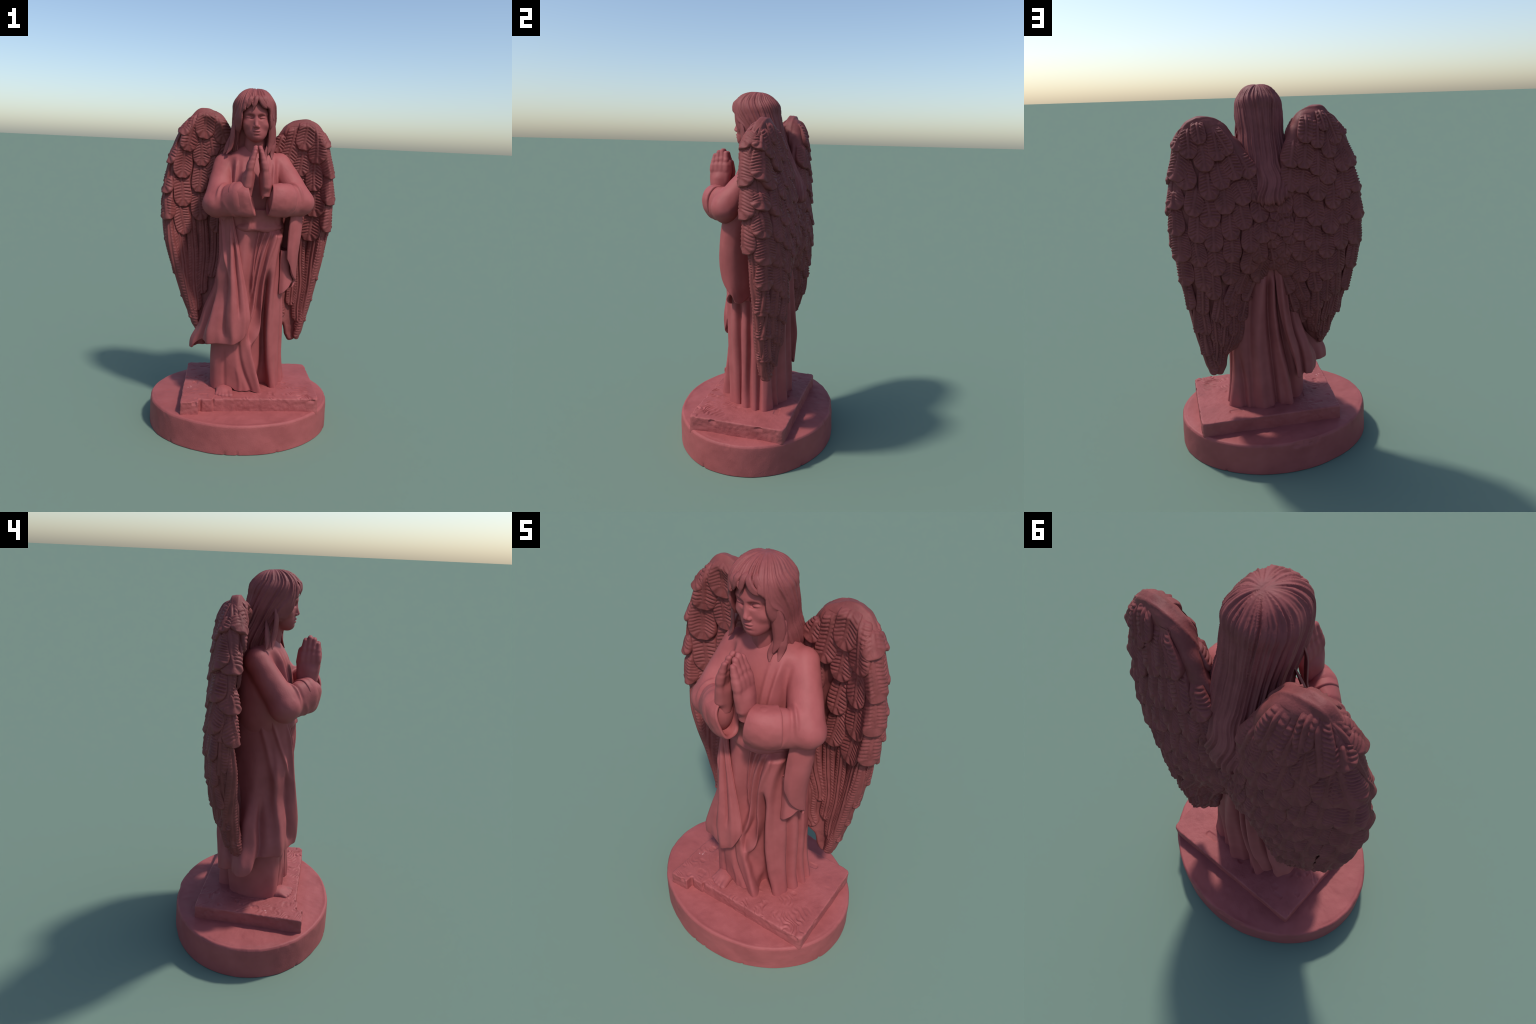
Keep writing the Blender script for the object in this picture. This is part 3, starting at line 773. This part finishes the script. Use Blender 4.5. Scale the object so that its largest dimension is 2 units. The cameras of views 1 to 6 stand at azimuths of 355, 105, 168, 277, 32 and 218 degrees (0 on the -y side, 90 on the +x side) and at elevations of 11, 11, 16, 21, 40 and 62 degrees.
# ================================================================== wings
def poly_dist(x, z, poly):
    """signed distance inside (+) a closed outline, and outward direction"""
    x = np.asarray(x, float).ravel(); z = np.asarray(z, float).ravel()
    a = poly; b = np.roll(poly, -1, 0); d = b - a
    L2 = (d ** 2).sum(1)
    best = np.full(len(x), 1e9); qx = np.zeros(len(x)); qz = np.zeros(len(x)); ins = np.zeros(len(x), bool)
    for i in range(len(a)):
        t = np.clip(((x - a[i, 0]) * d[i, 0] + (z - a[i, 1]) * d[i, 1]) / L2[i], 0, 1)
        px, pz = a[i, 0] + t * d[i, 0], a[i, 1] + t * d[i, 1]
        q = (x - px) ** 2 + (z - pz) ** 2
        m = q < best
        best[m] = q[m]; qx[m] = px[m]; qz[m] = pz[m]
        c = (a[i, 1] > z) != (b[i, 1] > z)
        if abs(d[i, 1]) > 1e-12:
            ins ^= c & (x < a[i, 0] + (z - a[i, 1]) / d[i, 1] * d[i, 0])
    dist = np.sqrt(best)
    sg = np.where(ins, 1., -1.)
    ox = (qx - x) * sg / (dist + 1e-9); oz = (qz - z) * sg / (dist + 1e-9)
    return dist * sg, ox, oz, qx, qz

class Wing:
    def __init__(s, outline, edge, zt, mid, half, bulge, recess, rim=.045):
        s.poly = spline(outline, 220, True)
        # pull the outline in: the feathers lie on top of it
        d = np.roll(s.poly, -1, 0) - np.roll(s.poly, 1, 0)
        nrm = np.stack([d[:, 1], -d[:, 0]], 1) / np.linalg.norm(d, axis=1)[:, None]
        area = np.sum(s.poly[:, 0] * np.roll(s.poly[:, 1], -1) - s.poly[:, 1] * np.roll(s.poly[:, 0], -1))
        s.poly = s.poly - nrm * np.sign(area) * (.003 + .013 * sm(1.80, 1.62, s.poly[:, 1]))[:, None]
        s.ez, s.ex = zip(*edge)
        s.sx = np.sign(np.mean(s.ex))
        s.zt, s.mid, s.half = zt, mid, half
        s.bulge, s.recess, s.rim = bulge, recess, rim
    def m(s, z): return interp(z, s.zt, s.mid)
    def t(s, z): return interp(z, s.zt, s.half)
    def r(s, z): return np.minimum(s.rim, s.t(z) * 1.0)
    def yb(s, d, z, x):
        # swell of the back: measured from the outer edge above, from the nearest edge in the lower half
        e = np.maximum(s.sx * (interp(z, s.ez, s.ex) - x) - s.r(z), 0)
        up = 1 - np.exp(-e / .17)
        lo = 1 - np.exp(-np.maximum(d - s.r(z), 0) / .10)
        k = sm(1.12, 1.38, z)
        valley = .040 * np.exp(-(x / .085) ** 2) * sm(1.20, 1.42, z)      # the hair lies in it
        return s.m(z) + s.t(z) + interp(z, *zip(*s.bulge)) * (lo * (1 - k) + up * k) - valley
    def yf(s, d, z, x):
        e = np.maximum(s.sx * (interp(z, s.ez, s.ex) - x) - s.r(z), 0)
        k = sm(1.35, 1.55, z) * sm(1.84, 1.58, z)
        e = np.maximum(d - s.r(z), 0) * (1 - k) + e * k
        y = s.m(z) - s.t(z) + s.recess * (.55 + .45 * sm(.7, 1.1, z)) * (1 - np.exp(-e / (.055 + .035 * sm(1.55, 1.70, z))))
        return np.minimum(y, s.yb(d, z, x) - 1.3 * s.t(z))
    def surf(s, x, z, side):
        """point and outward normal on the wing skin; coordinates beyond the outline wrap over the rim"""
        sh = x.shape
        x = x.ravel(); zz = z.ravel()
        d, ox, oz, qx, qz = poly_dist(x, zz, s.poly)
        r, T = s.r(zz), s.t(zz)
        flat = d >= r
        al = np.clip((r - d) / r, 0, 2.2)
        X = np.where(flat, x, qx - ox * r + ox * r * np.sin(al))
        Zz = np.where(flat, zz, qz - oz * r + oz * r * np.sin(al))
        sl = np.where(flat, 0., np.sin(al))
        if side > 0:
            Y = s.yb(d, zz, X) - np.where(flat, 0, T * (1 - np.cos(al)))
            ny = np.where(flat, 1., np.cos(al))
        else:
            Y = s.yf(d, zz, X) + np.where(flat, 0, T * (1 - np.cos(al)))
            ny = np.where(flat, -1., -np.cos(al))
        N = np.stack([ox * sl, ny, oz * sl], -1)
        N /= np.linalg.norm(N, axis=1)[:, None]
        return np.stack([X, Y, Zz], -1).reshape(sh + (3,)), N.reshape(sh + (3,))
    def inside(s, x, z):
        return float(poly_dist(A([x]), A([z]), s.poly)[0][0])
    def core(s, name):
        lo = s.poly.min(0) - .02; hi = s.poly.max(0) + .02
        def f(X, Y, Z):
            Xb, Zb = np.broadcast_arrays(X, Z)
            d = poly_dist(Xb, Zb, s.poly)[0].reshape(Xb.shape) - .002
            r = s.r(Z)
            yb, yf = s.yb(d, Z, X) - .006, s.yf(d, Z, X) + .006
            c = (yb + yf) / 2; h = np.maximum((yb - yf) / 2, r * .5)
            k = (np.maximum(r - d, 0) / r) ** 2 + (np.maximum(np.abs(Y - c) - h + r * .999, 0) / r) ** 2
            rimline = .005 * np.exp(-((Y - s.m(Z) + .012) / .006) ** 2) + .005 * np.exp(-((Y - s.m(Z) - .022) / .006) ** 2)
            return (np.sqrt(k) - 1) * r + .003 * noise3(X * 26, Y * 26, Z * 26, 131) - rimline * sm(1.45, 1.7, Z)
        P, F = nets(f, (lo[0], -.03, lo[1]), (hi[0], .33, hi[1]), .0065, 1)
        return make(name, P, F, M_WING)

def feather_mesh(w, side, spine, L, W, lift, r, front=False, quill=.0045, flight=False, cut=None):
    """spine(t): rows of (x, z) from root (t=0) to tip (t=1) in the wing plane"""
    step = .0025
    na = int(np.clip(L / step, 40, 230)); nb = 21
    a = np.linspace(0, 1, na)
    tl = W * .60 / L                                  # rounded tip portion
    shape = np.where(a < 1 - tl, .82 + .18 * sm(0, .7, a), np.sqrt(np.maximum(1 - ((a - 1 + tl) / tl) ** 2, 0)) ** .85)
    hw = np.maximum(W / 2 * shape, .0012)
    b = np.linspace(-1, 1, nb); b = np.sign(b) * np.abs(b) ** .9
    b = np.concatenate([[-1.0], b, [1.0]])
    S = hw[:, None] * b[None]
    along = (a * L)[:, None] + 0 * S
    C = spine(a)
    T = np.gradient(C, axis=0); T /= np.linalg.norm(T, axis=1)[:, None]
    X = C[:, :1] - T[:, 1:] * S
    Z = C[:, 1:] + T[:, :1] * S
    P, N = w.surf(X, Z, side)
    fr = np.abs(S)
    ed = hw[:, None] - fr
    dist = np.minimum(ed, (1 - a)[:, None] * L)
    ts = np.cumsum(np.abs(a)) * 0 + a
    h = lift * (np.clip(ts, 0, 1) if not flight else sm(0, .15 / L, ts))[:, None] + 0 * S
    h = h + .0045 * (1 - (S / hw[:, None]) ** 2) * sm(0, .3, a)[:, None]
    # quill with a groove on each side, and slanting barbs
    taper = sm(1 - .25 * tl, 1 - tl * 1.1, a)[:, None]
    h = h + taper * (quill * np.exp(-(fr / .0042) ** 4) - (.0046 if front else .0062) * np.exp(-((fr - .0085) / .0030) ** 2))
    per = r.uniform(.0135, .0165) * (1.15 if front else 1)
    slant = r.uniform(.15, .75)
    ph = 2 * np.pi * (along - slant * fr + .0022 * noise3(along * 35, S * 45, float(C[-1, 0]) * 50, 7)) / per
    fq = np.abs((ph / (2 * np.pi)) % 1 - .5) * 2            # 1 in the middle of a barb, 0 in the cut between two
    barb = .35 - 1.25 * np.exp(-(fq / .42) ** 2)
    msk = (sm(.012, .022, fr) * .8 if flight else sm(.007, .012, fr)) * sm(.002, .010, dist) * (.75 + .3 * noise3(along * 22, S * 30, float(C[-1, 1]) * 37, 5))
    fan = sm(1 - tl * .9, 1 - tl * .4, a)[:, None]
    rad = np.cos(np.arctan2(S, np.maximum((a - 1 + tl), .02)[:, None] * L) * 9)
    cut = cut or (.0050 if front else .0080)
    h = h + cut * barb * msk * (1 - fan) + (.0034 if front else .0046) * fan * rad * sm(.001, .012, dist) * sm(.004, .012, fr + .5 * (1 - taper) * .02)
    h = h - .004 * np.exp(-(dist / .004) ** 2)
    h = -.007 + (h + .007) * sm(0, min(.25, .04 / L), a)[:, None]
    h[:, 0] = -.006; h[:, -1] = -.006; h[-1, :] = -.006; h[0, :] = -.006
    P = P + N * h[..., None]
    F = grid_faces(na, nb + 2)
    V = P.reshape(-1, 3)
    n0 = vnormals(V, F)
    if np.sum(n0 * N.reshape(-1, 3)) < 0:
        F = F[:, ::-1]
    return V, F

def build_wings():
    outR = [(.160, 1.742), (.235, 1.824), (.328, 1.855), (.41, 1.828), (.470, 1.735), (.507, 1.61), (.531, 1.45), (.536, 1.30), (.520, 1.15), (.498, 1.02),
            (.463, .87), (.430, .70), (.402, .585), (.386, .520), (.362, .462), (.306, .450), (.268, .500), (.250, .565), (.198, .600), (.155, .72), (.125, .92), (.05, 1.0), (-.06, 1.02), (-.08, 1.30), (-.02, 1.50), (.045, 1.60), (.095, 1.67)]
    outL = [(-.100, 1.778), (-.157, 1.857), (-.246, 1.891), (-.310, 1.872), (-.399, 1.748), (-.460, 1.606), (-.492, 1.439), (-.504, 1.279), (-.492, 1.13), (-.453, .992),
            (-.402, .858), (-.366, .76), (-.320, .655), (-.290, .575), (-.250, .545), (-.195, .585), (-.125, .70), (-.070, .80), (-.02, .92), (.03, .99), (.10, 1.03), (.12, 1.30), (.06, 1.50), (-.005, 1.60), (-.045, 1.69)]
    edgeR = [(1.86, .36), (1.80, .44), (1.70, .485), (1.6, .512), (1.45, .531), (1.3, .536), (1.15, .520), (1.0, .495), (.85, .466), (.7, .440), (.58, .405), (.47, .365)]
    edgeL = [(1.89, -.26), (1.84, -.34), (1.75, -.398), (1.6, -.462), (1.45, -.488), (1.3, -.487), (1.15, -.472), (1.0, -.44), (.85, -.40), (.7, -.345), (.6, -.305), (.55, -.285)]
    inR = [(1.86, .28), (1.80, .22), (1.70, .13), (1.6, .075), (1.45, .02), (1.3, .01), (1.15, .01), (1.0, .06), (.85, .15), (.7, .175), (.58, .255), (.47, .272)]
    inL = [(1.89, -.23), (1.84, -.15), (1.75, -.09), (1.6, -.04), (1.45, -.01), (1.3, .0), (1.15, .01), (1.0, -.01), (.85, -.075), (.7, -.13), (.6, -.20), (.55, -.215)]
    WR = Wing(outR, edgeR, [1.86, 1.75, 1.62, 1.45, 1.2, 1.0, .8, .62, .46], [.094, .072, .071, .086, .106, .122, .122, .124, .140], [.033, .050, .055, .055, .051, .037, .027, .022, .018], [(1.85, .035), (1.7, .050), (1.6, .064), (1.4, .078), (1.2, .084), (1.05, .080), (.9, .085), (.6, .06), (.5, .03)], .080)
    WL = Wing(outL, edgeL, [1.90, 1.78, 1.62, 1.45, 1.2, 1.0, .8, .66, .54], [.100, .098, .098, .105, .110, .110, .100, .082, .060], [.035, .048, .050, .051, .050, .045, .038, .030, .022], [(1.85, .060), (1.6, .078), (1.4, .080), (1.2, .084), (1.05, .080), (.9, .085), (.6, .06), (.5, .03)], .080)
    r = np.random.default_rng(77)
    for w, xo, xi, zb in ((WR, edgeR, inR, .47), (WL, edgeL, inL, .545)):
        parent = w.core('wing')
        xO = lambda z: interp(z, *zip(*xo)); xI = lambda z: interp(z, *zip(*xi))
        X = lambda c, z: xO(z) + (xI(z) - xO(z)) * c
        top = max(q[0] for q in xo)

        def place(side, c, z, L, W, lift, front=False, quill=.0045, jit=.10, along_stream=False, bow=None, cut=None):
            e = .05
            zz = max(z, zb)
            if along_stream:                     # long flight feather: follows the sweep of the wing edge
                def spine(t):
                    q = z + L * (1 - t)
                    return np.stack([X(c, np.clip(q, zb, top)), q], 1)
            else:
                ang = math.atan2(float(X(c, zz) - X(c, zz + 2 * e)), 2 * e) + r.normal(0, jit)
                ang = float(np.clip(ang, -.38, .38)) if front else float(np.clip(ang, -.75, .75))
                x = float(X(c, z))
                d = A([math.sin(ang), -math.cos(ang)])
                for _ in range(12):              # the root stays on the wing
                    if w.inside(x - d[0] * L, z - d[1] * L) > ((.002 if c < .55 else .014) if front else .010): break
                    L *= .94
                if L < .07: return
                p = A([-d[1], d[0]]); bw = r.normal(0, .025) if bow is None else bow
                def spine(t):
                    return A([x, z]) - d * (L * (1 - t))[:, None] + p * (bw * L * 4 * t * (1 - t))[:, None]
            V, F = feather_mesh(w, side, spine, L, W, lift, r, front, quill, front and along_stream, cut)
            make('feather', V, F, M_WING, parent)
        # ---- back: overlapping rows
        ncol = 6
        for j in range(ncol):
            c = (j + .40) / ncol
            z = interp(c, [0, .3, .5, .75, 1], [1.68, 1.72, 1.71, 1.66, 1.58]) - (.065 if j % 2 else 0) + (0 if w is WR else .04)
            z = float(z)
            stop = float(interp(c, [0, .3, .6, .8, 1], [zb, zb + .015, zb + .07, zb + .17, .90 if w is WR else .78]))
            while z > max(zb + .01, stop - .02):
                cell = abs(float(xI(z) - xO(z))) / ncol
                W = float(np.clip(cell * 1.30, .052, .102)) * r.uniform(.92, 1.08)
                L = float(interp(z, [.5, .8, 1.2, 1.7], [.27, .23, .20, .19])) * (1 - .25 * c) * r.uniform(.92, 1.08)
                place(1, c + r.uniform(-.025, .025), z, L, W, .024 + r.uniform(-.002, .003), quill=.0055, jit=.08)
                z -= float(interp(z, [.5, .9, 1.3, 1.7], [.125, .135, .140, .150])) * (1 - .22 * c) * r.uniform(.95, 1.05)
        # tips of the long feathers show below the last row
        for c, dz, L, W in ((.85, .17, .22, .066), (.6, .10, .26, .068), (.35, .045, .30, .070), (.12, .006, .34, .074)):
            place(1, c, zb + dz, L, W, .012, quill=.0050, jit=.02, along_stream=True, cut=.0055)
        # rim: feathers lying along the outer edge
        z = 1.56 if w is WR else 1.60
        while z > zb + .05:
            place(1, -.040 - .02 * (z < 1.0), z, .27, .088 * r.uniform(.92, 1.08), .007, jit=.03, along_stream=True, cut=.0032)
            z -= .18 * r.uniform(.93, 1.07)
        # small feathers closing the seam along the spine
        if w is WL:
            for z in (1.33, 1.29, 1.245, 1.195, 1.135, 1.08, 1.03):
                for dx in (-.066, .004, .07):
                    place(1, 1.02 + dx / .48 + r.uniform(-.03, .03), z + r.uniform(-.012, .012) + (.03 if abs(dx) < .01 else 0), .12, .082 * r.uniform(.88, 1.1), .022 + r.uniform(0, .004), jit=.2)
        # ---- front: long flight feathers first, then rows of coverts over them
        for c, zt, W, L in ((.95, zb + .20, .070, .26), (.78, zb + .16, .070, .34), (.62, zb + .33, .066, .42), (.47, zb + .23, .068, .54), (.32, zb + .13, .070, .64), (.17, zb + .060, .074, .68), (.04, zb + .006, .078, .68)):
            place(-1, c, zt, L, W, .010 + .004 * (c < .1), True, .0050, .015, True)
        nf = 5
        for j in range(nf):
            c = (j + .22) / nf
            z = 1.69 + (.04 if w is WL else 0) - .01 * j - (.085 if j % 2 else 0)
            while z > (1.06 if w is WR else 1.13):
                W = .108 * r.uniform(.88, 1.1)
                place(-1, c + r.uniform(-.02, .02), z, .24 * r.uniform(.92, 1.08), W, .022 + r.uniform(-.002, .005), True, .0050, .12)
                z -= .165 * r.uniform(.92, 1.08)

build_base(); build_slab(); build_skirt(); build_mantle(); build_torso(); build_cuffs()
build_hands(); build_foot(); build_head(); build_hair(); build_locks(); build_wings()
